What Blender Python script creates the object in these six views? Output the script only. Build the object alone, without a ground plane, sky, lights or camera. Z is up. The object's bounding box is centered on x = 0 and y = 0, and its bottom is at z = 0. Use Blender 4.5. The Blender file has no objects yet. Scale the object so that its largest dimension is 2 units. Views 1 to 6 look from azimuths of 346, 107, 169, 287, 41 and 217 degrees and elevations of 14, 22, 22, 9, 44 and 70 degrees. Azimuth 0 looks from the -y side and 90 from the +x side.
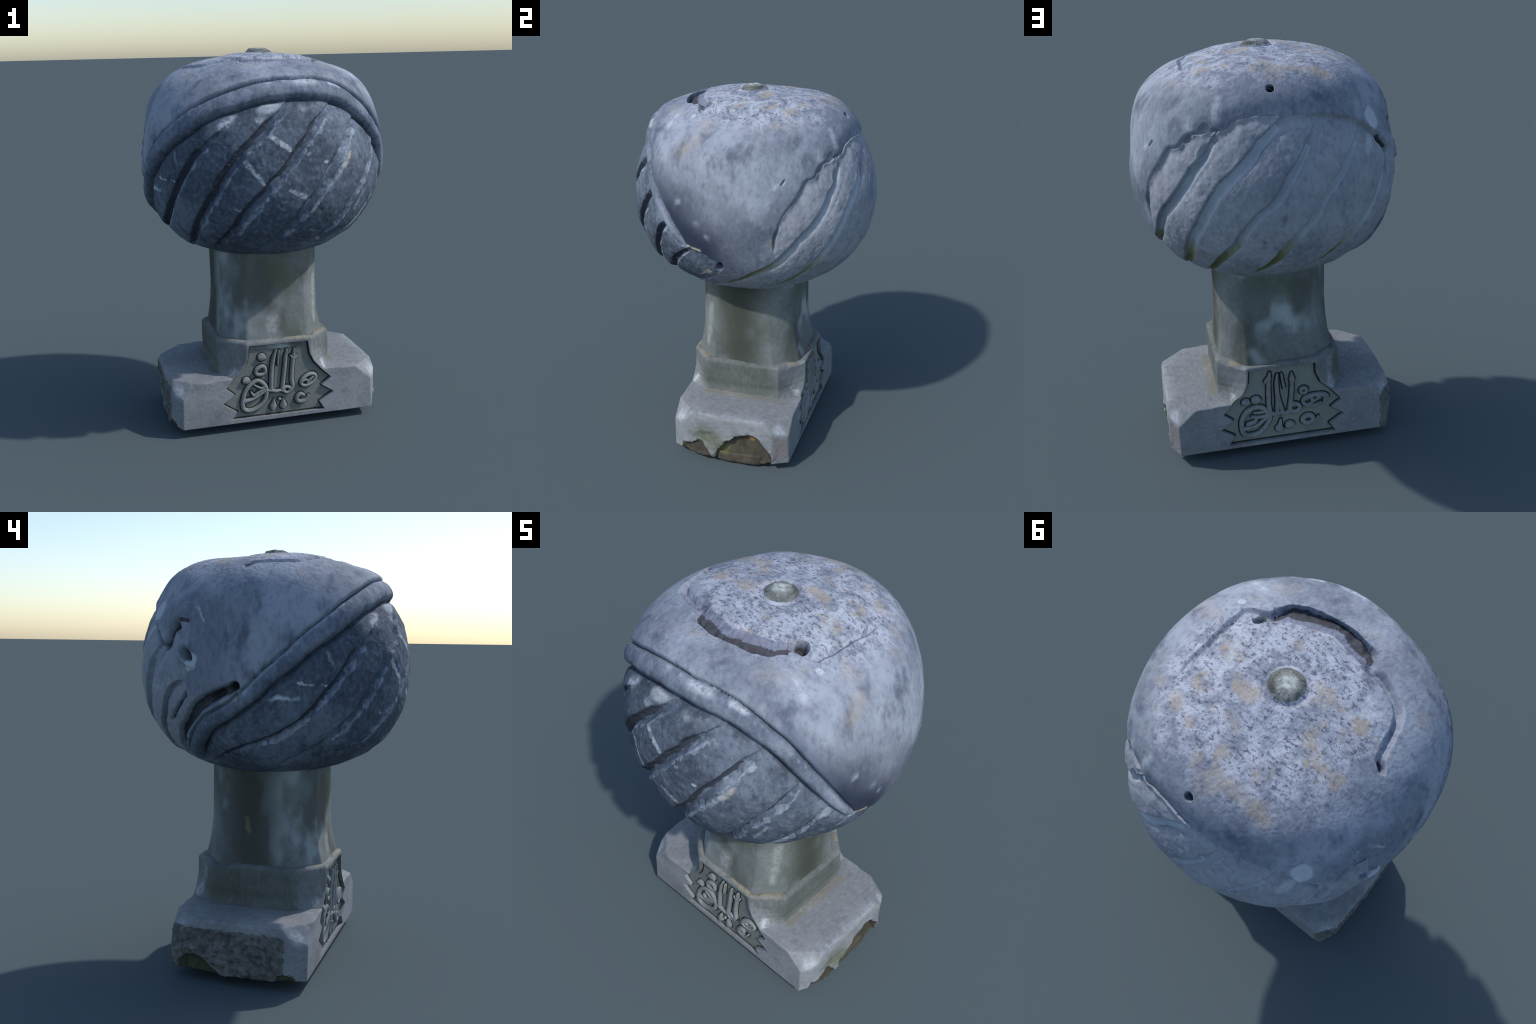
"""Carved marble headstone finial: a turban on an octagonal neck, standing on an inscribed block."""
import math
import bpy, bmesh
import numpy as np
from mathutils import Vector, noise as mnoise

rng = np.random.default_rng(7)
C0 = np.array([0.0, 0.0, 1.42])          # centre of the turban
YF, YB = -0.325, 0.336                   # front and back faces of the base

# ------------------------------------------------------------------ small helpers
def sstep(a, b, x):
    t = np.clip((np.asarray(x, float) - a) / (b - a), 0, 1)
    return t * t * (3 - 2 * t)

def sph(az, el):
    az, el = np.radians(az), np.radians(el)
    return np.stack([np.cos(el) * np.cos(az), np.cos(el) * np.sin(az), np.sin(el)], -1)

def catmull(P, n=6, closed=False):
    P = np.asarray(P, float)
    if closed:
        Q = np.vstack([P[-1], P, P[0], P[1]])
    else:
        Q = np.vstack([2 * P[0] - P[1], P, 2 * P[-1] - P[-2]])
    out = []
    for i in range(1, len(Q) - 2):
        for k in range(n):
            t = k / n
            a, b, c, d = Q[i - 1:i + 3]
            out.append(0.5 * (2 * b + (c - a) * t + (2 * a - 5 * b + 4 * c - d) * t * t + (3 * b - a - 3 * c + d) * t ** 3))
    if not closed:
        out.append(Q[-2])
    return np.array(out)

LATTICE = np.random.default_rng(11).uniform(-1, 1, 64 ** 3).astype(np.float32)

def vnoise(P, scale, seed=0, octaves=3):
    """value noise in -1..1 on a repeating random lattice"""
    P = np.asarray(P, np.float32)
    out, amp, tot = np.zeros(len(P), np.float32), 1.0, 0.0
    for o in range(octaves):
        q = P * np.float32(scale * 2 ** o) + np.float32(40.3 + 7.77 * (seed % 31) + 3.3 * o)
        b = np.floor(q)
        f = q - b
        f = f * f * (3 - 2 * f)
        b = b.astype(np.int32) & 63
        c = (b + 1) & 63
        x0, x1 = b[:, 0] * 4096, c[:, 0] * 4096
        y0, y1 = b[:, 1] * 64, c[:, 1] * 64
        z0, z1 = b[:, 2], c[:, 2]
        fx, fy, fz = f[:, 0], f[:, 1], f[:, 2]
        line = lambda x, y: LATTICE[x + y + z0] * (1 - fz) + LATTICE[x + y + z1] * fz
        out += amp * ((line(x0, y0) * (1 - fy) + line(x0, y1) * fy) * (1 - fx) + (line(x1, y0) * (1 - fy) + line(x1, y1) * fy) * fx)
        tot += amp
        amp *= 0.5
    return (out / tot).astype(float)

# ------------------------------------------------------------------ turban: base form
# elevation (deg), mean radius (mm), then cosine / sine waves of order 1, 2, 3 round the axis
FORM = [(-90, 515, 0, 0, 0, 0, 0, 0), (-70, 521, 2, 0, 1, 0, 0, 0), (-55, 557, 1, 1, 1, 0, -1, 0), (-42, 595, -1, 1, -2, -2, -1, 0),
        (-30, 624, -2, 0, -6, -4, -1, 0), (-18, 639, -2, 0, -10, -5, -1, 0), (-6, 644, -2, -2, -11, -4, -1, -2), (6, 651, -2, -4, -10, -1, -1, -4),
        (18, 661, -2, -8, -9, 2, -1, -6), (30, 669, -3, -8, -11, 4, -2, -5), (40, 663, -4, -4, -14, 4, -2, -4), (50, 641, -5, 2, -16, 3, -2, -3),
        (60, 608, -5, 9, -13, 2, -1, -1), (70, 572, -5, 11, -8, 1, 0, 0), (80, 545, -3, 8, -2, 0, 0, 0), (90, 534, 0, 0, 0, 0, 0, 0)]

def form(az, el):
    """radius of the plain turban body"""
    T = np.array(FORM, float)
    fine = catmull(T, 12)
    a = np.radians(az)
    w = [np.interp(el, fine[:, 0], fine[:, k]) for k in range(1, 8)]
    r = w[0]
    for k in (1, 2, 3):
        r = r + w[2 * k - 1] * np.cos(k * a) + w[2 * k] * np.sin(k * a)
    return r / 1000.0

def on_turban(az, el, h=0.0):
    d = sph(np.asarray(az, float), np.asarray(el, float))
    return C0 + d * (form(np.asarray(az, float), np.asarray(el, float)) + h)[..., None]

def nearest(D, curve, reach, closed=False):
    """D unit vectors; curve (az, el) control points.  Gives index of points near it, distance (m), side (+ right of travel), place 0..1"""
    pts = np.array(curve, float)
    pts[:, 0] = np.degrees(np.unwrap(np.radians(pts[:, 0])))
    line = sph(*catmull(pts, 6, closed).T) * 0.648
    P = D * 0.648
    lo, hi = line.min(0) - reach, line.max(0) + reach
    idx = np.nonzero(((P > lo) & (P < hi)).all(1))[0]
    p = P[idx]
    A, B = line[:-1], line[1:]
    if closed:
        A, B = line, np.roll(line, -1, 0)
    L = np.linalg.norm(B - A, axis=1)
    S = np.r_[0, np.cumsum(L)]
    best = np.full(len(p), 9.0)
    side = np.zeros(len(p))
    place = np.zeros(len(p))
    for k in range(len(A)):
        ab = B[k] - A[k]
        t = np.clip((p - A[k]) @ ab / (ab @ ab), 0, 1)
        d = np.linalg.norm(p - A[k] - t[:, None] * ab, axis=1)
        m = d < best
        s = np.sign(p @ np.cross(ab, A[k]))
        best = np.where(m, d, best)
        side = np.where(m, s, side)
        place = np.where(m, (S[k] + t * L[k]) / S[-1], place)
    k = best < reach
    return idx[k], best[k], side[k], place[k]

# ------------------------------------------------------------------ turban: carved lines (azimuth, elevation in degrees)
BAND = [(140, -45), (148, -37), (157, -29), (166, -21), (176, -15.5), (186, -8), (193, -1), (200, 4.5), (207, 11), (214, 16), (221, 20.5), (229, 25.5),
        (238, 29.5), (247, 32.5), (257, 34.8), (267, 36), (277, 36), (287, 35.4), (296, 33.5), (304, 30), (312, 25), (318, 19.5), (324, 12.5), (329, 6),
        (334, -1), (338.5, -7), (342.5, -12.5)]
BAND_W = [(0, .026), (.1, .034), (.22, .036), (.35, .042), (.5, .046), (.62, .048), (.75, .042), (.86, .034), (.94, .026), (1, .016)]
CAP_EDGE = [(160, 20), (157, 21), (151, 21), (147, 16), (144, 11), (138, 16), (133, 20), (128, 24), (122, 27), (113, 29.5), (102, 31), (92, 31), (82, 32),
            (76, 31.5), (70, 30), (66, 27), (61, 26.5), (57, 25.5), (50, 24), (46, 19.5), (41, 18), (38, 14), (34, 9), (30, 4.5), (27, -2), (25.5, -8), (26, -14)]
FRONT = [  # top to bottom: wall of each sunk strip between two folds; width, depth
    ([(-124, 16), (-129, 12), (-134, 8), (-138, 2.5), (-143, -4), (-150, -13), (-158, -20.5), (-169, -27), (174, -34), (163, -40)], .034, .028),
    ([(-93, 29), (-97, 25), (-101, 22), (-105, 18), (-109, 14), (-114, 9), (-118, 4), (-122, -1), (-127, -9), (-134, -18), (-142, -27.5), (-152, -37), (-164, -45)], .042, .034),
    ([(-70, 28), (-81, 20), (-85, 15), (-89, 11), (-92, 7), (-96, 2), (-101, -3), (-104, -7), (-109, -12), (-115, -19), (-120, -26), (-127, -33), (-138, -43)], .042, .034),
    ([(-53, 23), (-60, 18), (-65, 12.5), (-70, 7), (-74, 2.5), (-77, -2), (-81, -8.5), (-85, -13), (-91, -22), (-97, -29), (-106, -41), (-116, -50)], .044, .036),
    ([(-38, 12), (-43, 7), (-48, 1), (-53, -4.5), (-59, -12), (-65, -21), (-73, -33), (-86, -41), (-98, -48)], .036, .032),
    ([(-26, -1), (-33, -6), (-37, -12), (-45, -22), (-56, -34), (-70, -44)], .028, .026),
    ([(-15, -13), (-22, -17), (-29, -22), (-36, -28), (-47, -36), (-60, -45)], .026, .028)]
BACK = [
    ([(61, 24), (58, 19), (52, 12), (48, 6), (42, -1), (36, -6.5), (30, -14), (24, -20), (16, -25), (8, -31), (-4, -38)], .038, .026),
    ([(88, 30), (84, 27), (79, 23), (74, 17), (69.5, 12.5), (64, 7), (59, 0), (54, -8), (49, -15), (45, -21), (39, -29), (28, -39)], .046, .020),
    ([(99, 22), (94, 15), (90, 10), (87, 5), (83, 0), (78, -4), (72, -11), (68, -17), (60, -25), (52, -34), (42, -43)], .036, .022),
    ([(121, 20), (114, 13), (110, 8), (105, 3), (101, -2), (98, -8), (92, -14), (88, -19), (82, -28), (72, -38)], .044, .026),
    ([(141, 12), (138, 8), (134, 3), (131, -2), (127, -9), (122, -14), (115, -20), (107, -29), (96, -38)], .044, .024),
    ([(158, -4), (156, -3.3), (153, -3.6), (149, -6), (145, -10.5), (141, -16), (136, -21), (131, -27), (122, -36)], .018, .026)]
LOWER_LEFT = [(182, -3.5), (177, -6.5), (170, -9.5), (164, -13), (160, -16), (156, -20), (150, -25), (145, -31), (138, -38), (128, -46)]
LEDGE = [(30, 50), (28, 51), (21, 52), (7, 54), (-7, 54.3), (-20, 53.5), (-29, 53.3), (-36, 57), (-44, 58), (-53, 58), (-64, 58.6), (-74, 59.3), (-90, 59),
         (-106, 59), (-116, 57.5), (-127, 57.5), (-132, 56), (-140, 53.5), (-148, 51), (-158, 50), (-169, 50.8), (-177, 49.8), (-181, 47.5)]

def wiggle(idx, seed, amp=.0035, scale=26):
    return vnoise(DIRS[idx], scale, seed, 3) * amp

NA, NE = 1160, 560
az = (np.arange(NA) + .5) * 360 / NA
el = np.linspace(-72, 90, NE)
AZ, EL = np.meshgrid(az, el[:-1])
AZf, ELf = np.r_[AZ.ravel(), 0.0], np.r_[EL.ravel(), 90.0]
DIRS = sph(AZf, ELf)
R0 = form(AZf, ELf)
H = np.zeros(len(DIRS))
N = len(DIRS)

def curve_az(curve, elev):
    """azimuth at which a falling line crosses each elevation (extended at both ends)"""
    P = np.array(curve, float)
    a = np.degrees(np.unwrap(np.radians(P[:, 0])))
    order = np.argsort(P[:, 1])
    e, a = P[order, 1], a[order]
    out = np.interp(elev, e, a)
    s0 = (a[1] - a[0]) / max(e[1] - e[0], 1e-3)
    out = np.where(elev < e[0], a[0] + s0 * (elev - e[0]), out)
    return np.where(elev > e[-1], a[-1] + .8 * (elev - e[-1]), out)

# --- the rolled band and what lies below it
i, d, s, t = nearest(DIRS, BAND, .34)
band_sd = np.full(N, 9.0)
band_sd[i] = d * s
band_t = np.zeros(N)
band_t[i] = t
hw = np.interp(band_t, *np.array(BAND_W).T) * (1 + .10 * vnoise(DIRS, 9, 3, 2))
is_band = (np.abs(band_sd) < hw) & (band_t > .0) & (band_t < 1)
ends = sstep(0, .06, band_t) * sstep(1, .965, band_t)
u = np.clip(np.abs(band_sd) / hw, 0, 1)
below = band_sd > 0
wave = .004 * vnoise(DIRS, 14, 5, 2)
roll = np.where(is_band, (.005 + .008 * sstep(.30, .06, band_t) + .008 * sstep(.8, .95, band_t) + wave * .6 + .023 * np.sqrt(np.maximum(1 - u ** 2.1, 0)) - .019) * ends, 0)
fronted = (band_sd < 8)
H += roll
# groove above the band, deep undercut below it
up = np.where(fronted & ~below, np.abs(np.abs(band_sd) - hw), 9)
H -= .013 * np.exp(-(up / .007) ** 2) * ends
dn = np.where(fronted & below, band_sd - hw, 9)
H -= np.where(dn > 0, .028 * np.exp(-np.maximum(dn, 0) / .075) * ends * sstep(1.0, .8, band_t), 0)
H -= .017 * np.exp(-((dn - .004) / .012) ** 2) * ends * sstep(1, .86, band_t)

# --- zones
azu = np.mod(AZf, 360)
band_el = np.interp(azu, *np.array(BAND).T)
front_zone = (ELf < band_el) & (azu > 140) & (azu < 342.5) & ~is_band & ((dn > 0) | ~fronted)
b_lo = curve_az([(343, -12.5), (352, -15), (358, -19), (360, -23), (356, -29), (346, -36), (330, -44)], ELf)     # right end under the last fold
front_zone |= (ELf < -12.5) & (azu < b_lo) & (azu > 250)
front_zone &= ~((azu > b_lo) & (ELf < -12.5) & (azu > 300))
back_sd = np.full(N, 9.0)
i, d, s, t = nearest(DIRS, CAP_EDGE, .55)
back_sd[i] = d * -s       # positive = below the cap edge
edge_t = np.zeros(N)
edge_t[i] = t
c1a = curve_az(BACK[0][0], ELf)
h4a = curve_az(LOWER_LEFT, ELf)
az_b = np.where(azu > 270, azu - 360, azu)
back_zone = (back_sd > 0) & (back_sd < 8) & (az_b > 20) & (az_b < 158) & (ELf < 33)
back_zone |= (az_b > c1a) & (az_b < h4a) & (ELf < -9)
back_zone |= (az_b > 50) & (az_b < 140) & (ELf < 5)
back_zone &= az_b < np.where(ELf < -3, h4a, 200)
back_zone &= ~front_zone & ~is_band
front_zone &= ~((az_b < h4a) & (az_b > 90) & (ELf < -3))
cap = ~front_zone & ~back_zone & ~is_band

# cap edge at the back stands proud of the folds; ragged and chipped
i, d, s, t = nearest(DIRS, CAP_EDGE, .20)
sd = d * -s + wiggle(i, 11, .005, 9) * sstep(.2, .35, t)
am = sstep(0, .12, t) * sstep(1.0, .93, t)
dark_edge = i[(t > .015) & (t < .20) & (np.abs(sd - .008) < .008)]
side_am = np.interp(t, [0, .15, .3, .45, .6, .75, .9, 1], [.3, 1.2, 1.0, .75, .9, 1.2, .7, .3])
H[i] -= .026 * am * side_am * np.where(sd > -.021, np.where(t > .42, sstep(-.020, .030, sd), sstep(-.004, .014, sd)) * np.exp(-np.maximum(sd, 0) / .050), 0)
H[i] += .010 * sstep(.45, .55, t) * sstep(.98, .9, t) * np.maximum(vnoise(DIRS[i], 8, 13, 2), -.3) * np.exp(-((sd - .01) / .05) ** 2)
H[i] -= .014 * sstep(.38, .48, t) * sstep(.78, .66, t) * np.where(sd < 0, np.exp(-(sd / .05) ** 2), 0)
H[i] += .004 * am * sstep(.4, .3, t) * np.where(sd < 0, np.exp(-np.abs(sd) / .02), 0)
k = (t > .05) & (t < .20)
H[i] -= np.where(k, .032 * np.exp(-((sd - .008) / .014) ** 2), 0) * sstep(.0, .03, t) * sstep(.24, .17, t)
k = sstep(.90, .94, t) * sstep(1.0, .97, t)
H[i] -= .020 * k * np.exp(-((sd - .002) / .007) ** 2)

# --- sunk strips between the folds
strip = np.zeros(N, int)
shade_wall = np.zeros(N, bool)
crest = np.zeros(N, bool)
def strips(lines, zone, first, soft):
    lft, rgt = np.full(N, .30), np.full(N, .30)
    for n, (curve, w, dep) in enumerate(lines):
        i, d, s, t = nearest(DIRS, curve, .24)
        sd = d * s + wiggle(i, 30 + n + first, .004, 18)
        # on these falling lines the right of travel lies at smaller azimuth, so flip
        sd = -sd
        lft[i] = np.where(sd > 0, np.minimum(lft[i], sd), lft[i])
        rgt[i] = np.where(sd <= 0, np.minimum(rgt[i], -sd), rgt[i])
        fade = sstep(0, .10, t) * sstep(1.0, .80, t) * .9 + .1
        ww = w * (1 + .22 * vnoise(DIRS[i], 7, 60 + n, 2)) * (sstep(-.05, .2, t) * .45 + .55) * (1 - .35 * sstep(.75, 1, t))
        q = np.clip(sd / ww, 0, 1)
        wall = .35 * sstep(-.022, .002, sd) + .65 * sstep(-.010, .021, sd) if not soft else sstep(-.004, .014, sd)
        ramp = 1 - (.90 if not soft else .65) * np.clip((sd - .5 * ww) / (.65 * ww if not soft else .55 * ww), 0, 1)
        floor = wall * ramp * sstep(ww + (.020 if not soft else .014), ww - .004, sd)
        ridge = .08 * np.exp(-((sd - ww - .004) / .008) ** 2) - .12 * np.exp(-np.maximum(-sd - .012, 0) / .022) * (sd < -.012)
        h = dep * (.84 if not soft else .80) * fade * (floor - ridge * (0 if soft else 1) + ((.26 * np.exp(-np.abs(sd - ww * .4) / .040) + (.9 if n > 1 else .3) * np.exp(-((sd - .003) / .006) ** 2) * sstep(.08, .2, t)) if soft else 0))
        z = zone[i]
        H[i] -= np.where(z, h, 0)
        m = z & (sd > .001) & (sd < ww) & (t > .02) & (t < .98)
        strip[i[m]] = first + n + 1
        crest_noise = vnoise(DIRS[i], 16, 75 + n, 3)
        crest[i[z & (not soft) & (t > .06) & (t < .72) & (np.abs(sd - ww - .002) < .012 * (crest_noise + .25) * 2.2)]] = True
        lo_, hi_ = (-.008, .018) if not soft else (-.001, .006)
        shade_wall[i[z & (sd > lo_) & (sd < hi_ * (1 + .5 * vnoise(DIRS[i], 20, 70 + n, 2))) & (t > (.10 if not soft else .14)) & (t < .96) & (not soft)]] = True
    # every fold climbs from its ridge to the wall that ends it
    q = lft / (lft + rgt)
    known = sstep(.29, .22, np.minimum(lft, rgt)) * sstep(-52, -40, ELf)
    H[:] += np.where(zone, (.014 if not soft else .010) * (q - .5) * known * sstep(0, .02, rgt + .012), 0)
strips(FRONT, front_zone, 0, False)
strips(BACK, back_zone, 20, True)

# broad swells and hollows of the hand-carved form: azimuth, elevation, spread in each (deg), height
for a, e, sa, se, amt, where in [(-80, -30, 40, 14, .004, 0), (47, -14, 20, 16, .014, 0), (-12, 36, 34, 10, .012, 0), (108, 68, 42, 9, -.028, 0), (172, 13, 18, 14, -.022, 0), (-3, 12, 14, 12, -.020, 0),
                                 (84, 22, 26, 12, -.018, 0), (130, 4, 16, 14, .008, 0), (133, 40, 13, 9, .020, 0), (160, 30, 14, 10, .010, 0), (135, 18, 12, 8, .006, 0), (-58, 44, 34, 8, .008, 0), (-88, 26, 42, 13, -.016, 1),
                                 (-88, 52, 40, 5, -.019, 0), (-140, -8, 26, 22, .012, 1), (-40, 8, 20, 16, -.008, 1), (-54, 17, 16, 12, -.012, 1), (155, 10, 6, 6, .006, 0), (147, 22, 8, 6, .008, 0), (148, -12, 4, 7, .010, 0), (32, 40, 14, 10, .006, 0),
                                 (-30, 64, 34, 7, .008, 0), (-95, 66, 40, 6, -.006, 0), (-150, 60, 26, 7, .004, 0), (98, 58, 16, 7, -.016, 0), (-110, 33, 20, 9, -.010, 1), (-34, 14, 9, 18, .008, 0)]:
    m = np.ones(N, bool) if not where else (is_band | front_zone)
    da = (AZf - a + 180) % 360 - 180
    H += np.where(m, amt * np.exp(-(da / sa) ** 2 - ((ELf - e) / se) ** 2), 0)
r_axis = np.hypot((DIRS * R0[:, None])[:, 0], (DIRS * R0[:, None])[:, 1] + .07)
H += np.where(ELf > 45, .022 * np.exp(-(r_axis / .20) ** 4), 0)

# folds swell a little and carry tool marks
fz = front_zone | back_zone
H += np.where(fz & (strip == 0), .005 * vnoise(DIRS, 7, 81, 3), 0)
H += np.where(fz & (strip == 0), .0016 * vnoise(DIRS, 34, 82, 2), 0)
# facet breaks across the front folds
H -= np.where(front_zone & (strip == 0), .0035 * sstep(.55, .8, np.abs(vnoise(DIRS, 8, 83, 1))), 0)
# inner ledge across one back fold
i, d, s, t = nearest(DIRS, [(95, 27), (90, 25), (83, 21), (79, 16), (76, 12)], .05)
sd = -d * s
H[i] -= .010 * np.where(sd < 0, np.exp(sd / .022), 0) * sstep(0, .1, t) * sstep(1, .85, t)

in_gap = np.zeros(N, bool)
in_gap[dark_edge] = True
# --- ledge and open gap round the crown disc
i, d, s, t = nearest(DIRS, LEDGE, .16)
sd = d * s + wiggle(i, 90, .008, 14) + .012 * sstep(.34, .42, t) * sstep(.72, .64, t)           # positive = inside (crown side)
gap = np.interp(t, [0, .1, .28, .33, .38, .45, .55, .64, .70, .76, .86, .95, 1], [.2, .45, .4, .5, .9, 1.1, .85, 1.05, .75, .42, .40, .5, .2])
wd = .008 + .029 * gap
wd = np.where((t > .36) & (t < .68), wd, np.minimum(wd, .017))
deep = np.interp(t, [0, .1, .2, .28, .35, .42, .55, .64, .70, .78, .9, 1], [.002, .018, .022, .014, .034, .046, .042, .046, .030, .026, .026, .016])
slope = np.interp(t, [0, .28, .36, .42, .66, .74, 1], [.012, .02, .045, .064, .064, .036, .018])
prof = sstep(-wd * .9, -wd * .45, sd) * (1 - np.clip((sd - wd * .45) / slope, 0, 1)) ** 1.15
H[i] -= deep * prof * (1 + .25 * vnoise(DIRS[i], 18, 92, 2))
H[i] += .003 * np.exp(-((sd + wd + .018) / .030) ** 2) * sstep(.25, .4, t) * sstep(.9, .7, t)      # rounded outer lip
H[i] += np.where(sd > 0, .004 * vnoise(DIRS[i], 24, 91, 3) * np.exp(-sd / .05), 0) * sstep(.3, .4, t)
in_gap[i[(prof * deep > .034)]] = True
ledge_wall = np.zeros(N, bool)
ledge_wall[i[(prof * deep > .016) & (t > .34) & (t < .72) & (sd > 0)]] = True
under_lip = np.zeros(N)
under_lip[i] = .034 * prof * sstep(.34, .42, t) * sstep(.70, .62, t) * sstep(.07, .02, sd)

# --- pits: azimuth, elevation, half length, half width, turn of the long axis, depth, softness
PITS = [(-32.5, 58.2, .029, .028, 0, .075, .35), (86, 41.5, .015, .015, 0, .06, .4), (-181, 48, .024, .011, 70, .05, .5), (158, 7.3, .040, .019, -38, .06, .5), (156, 11, .075, .036, -55, .010, .9),
        (30, 19, .022, .006, 50, .012, .8), (-180, -4.8, .026, .022, 20, .05, .6), (172, -9, .05, .022, 35, .034, .8), (-1, -22.5, .034, .018, 75, .040, .6),
        (57, 27, .032, .020, 40, .014, 1), (61.5, 26.5, .024, .014, 20, .014, .9), (50, 23, .030, .013, 40, .016, .9), (58, 19, .045, .020, 55, .012, 1),
        (152, 17, .035, .022, -60, .018, .9), (-12, -31.5, .03, .016, 30, .016, .7), (-37, 17, .02, .008, 60, .008, .8)]
pit = np.zeros(N, bool)
for a, e, l, w, turn, dep, soft in PITS:
    c = sph(a, e)
    east = np.array([-math.sin(math.radians(a)), math.cos(math.radians(a)), 0])
    north = np.cross(c, east)
    near = np.nonzero(DIRS @ c > .985)[0]
    x, y = DIRS[near] @ east * .65, DIRS[near] @ north * .65
    ca, sa = math.cos(math.radians(turn)), math.sin(math.radians(turn))
    r = np.hypot((x * ca + y * sa) / l, (y * ca - x * sa) / w) + .12 * vnoise(DIRS[near], 30, 101, 2)
    H[near] -= dep * sstep(1.15, 1.15 - soft, r)
    if dep > .055 and e < 20:
        H[near] += .012 * np.exp(-((r - 1.7) / .5) ** 2)
    if dep > .045:
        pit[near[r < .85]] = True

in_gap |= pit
# the tongue beside the lower left fold
i, d, s, t = nearest(DIRS, [(158, -7), (156, -10), (152, -14), (148, -18), (144, -21)], .05)
tng = .026 * np.exp(-(d / (.008 + .004 * vnoise(DIRS[i], 20, 7, 1))) ** 2) * sstep(0, .12, t) * sstep(1, .85, t)
H[i] -= tng
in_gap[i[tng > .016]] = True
# long hollow under the cap at the left, above the rolled band
i, d, s, t = nearest(DIRS, LOWER_LEFT, .10)
sd = -d * s + wiggle(i, 140, .006, 15)
wd = np.interp(t, [0, .15, .35, .5, .7, 1], [.018, .024, .028, .020, .017, .012])
hol = .036 * np.exp(-np.abs(sd / wd) ** 4) * sstep(0, .06, t) * sstep(1, .6, t)
H[i] -= hol
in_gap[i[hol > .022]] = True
# pale raised seam on the left of the cap
i, d, s, t = nearest(DIRS, [(154, 28), (158, 27), (162, 25), (166, 19), (171, 12)], .03)
H[i] += .005 * np.exp(-(d / .007) ** 2) * sstep(0, .1, t) * sstep(1, .9, t)

# --- knob on the crown
kc = np.array([.005, -.003])
P0 = DIRS * R0[:, None]
kr = np.where(DIRS[:, 2] > .5, np.hypot(P0[:, 0] - kc[0], P0[:, 1] - kc[1]), 9)
H += .018 * sstep(.082, .018, kr) + .004 * sstep(.066, .050, kr) - .007 * np.exp(-((kr - .079) / .010) ** 2) + .005 * np.where(kr < .1, vnoise(DIRS, 40, 120, 2), 0) * sstep(.09, .05, kr) * sstep(.02, .04, kr)
knob = kr < .068

# slow unevenness and fine weathering everywhere
H += .0030 * vnoise(DIRS, 4.5, 130, 3) + .0009 * vnoise(DIRS, 40, 131, 3)
H += np.where(ELf > 42, .0014 * vnoise(DIRS, 60, 132, 2), 0)
H *= 1 - sstep(-50, -62, ELf) * .7

V = C0 + DIRS * (R0 + H)[:, None]
V[:, :2] += DIRS[:, :2] / (np.hypot(DIRS[:, 0], DIRS[:, 1])[:, None] + 1e-9) * under_lip[:, None]      # the rim overhangs its gap

# ------------------------------------------------------------------ materials
def lin(r, g, b):
    f = lambda c: (c / 255 / 12.92) if c / 255 <= .04045 else ((c / 255 + .055) / 1.055) ** 2.4
    return (f(r), f(g), f(b), 1)

class Nodes:
    def __init__(self, tree):
        self.t = tree
    def new(self, kind, **props):
        n = self.t.nodes.new("ShaderNode" + kind)
        for k, v in props.items():
            setattr(n, k, v)
        return n
    def link(self, a, b):
        self.t.links.new(a, b)
    def math(self, op, a, b=None, clamp=False):
        n = self.new("Math", operation=op, use_clamp=clamp)
        for k, v in ((0, a), (1, b)):
            if v is None:
                continue
            if isinstance(v, (int, float)):
                n.inputs[k].default_value = v
            else:
                self.link(v, n.inputs[k])
        return n.outputs[0]
    def noise(self, vec, scale, detail=4, rough=.55, stretch=None):
        if stretch:
            m = self.new("Mapping")
            m.inputs["Scale"].default_value = stretch
            self.link(vec, m.inputs[0])
            vec = m.outputs[0]
        n = self.new("TexNoise")
        n.inputs["Scale"].default_value = scale
        n.inputs["Detail"].default_value = detail
        n.inputs["Roughness"].default_value = rough
        self.link(vec, n.inputs["Vector"])
        return n
    def ramp(self, fac, lo, hi, a=0.0, b=1.0):
        n = self.new("MapRange", interpolation_type="SMOOTHSTEP")
        for k, v in ((1, lo), (2, hi), (3, a), (4, b)):
            n.inputs[k].default_value = v
        self.link(fac, n.inputs[0])
        return n.outputs[0]
    def mix(self, fac, a, b, blend="MIX"):
        n = self.new("Mix", data_type="RGBA", blend_type=blend)
        for k, v in ((0, fac), (6, a), (7, b)):
            if isinstance(v, (tuple, int, float)):
                n.inputs[k].default_value = v
            else:
                self.link(v, n.inputs[k])
        return n.outputs[2]

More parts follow.
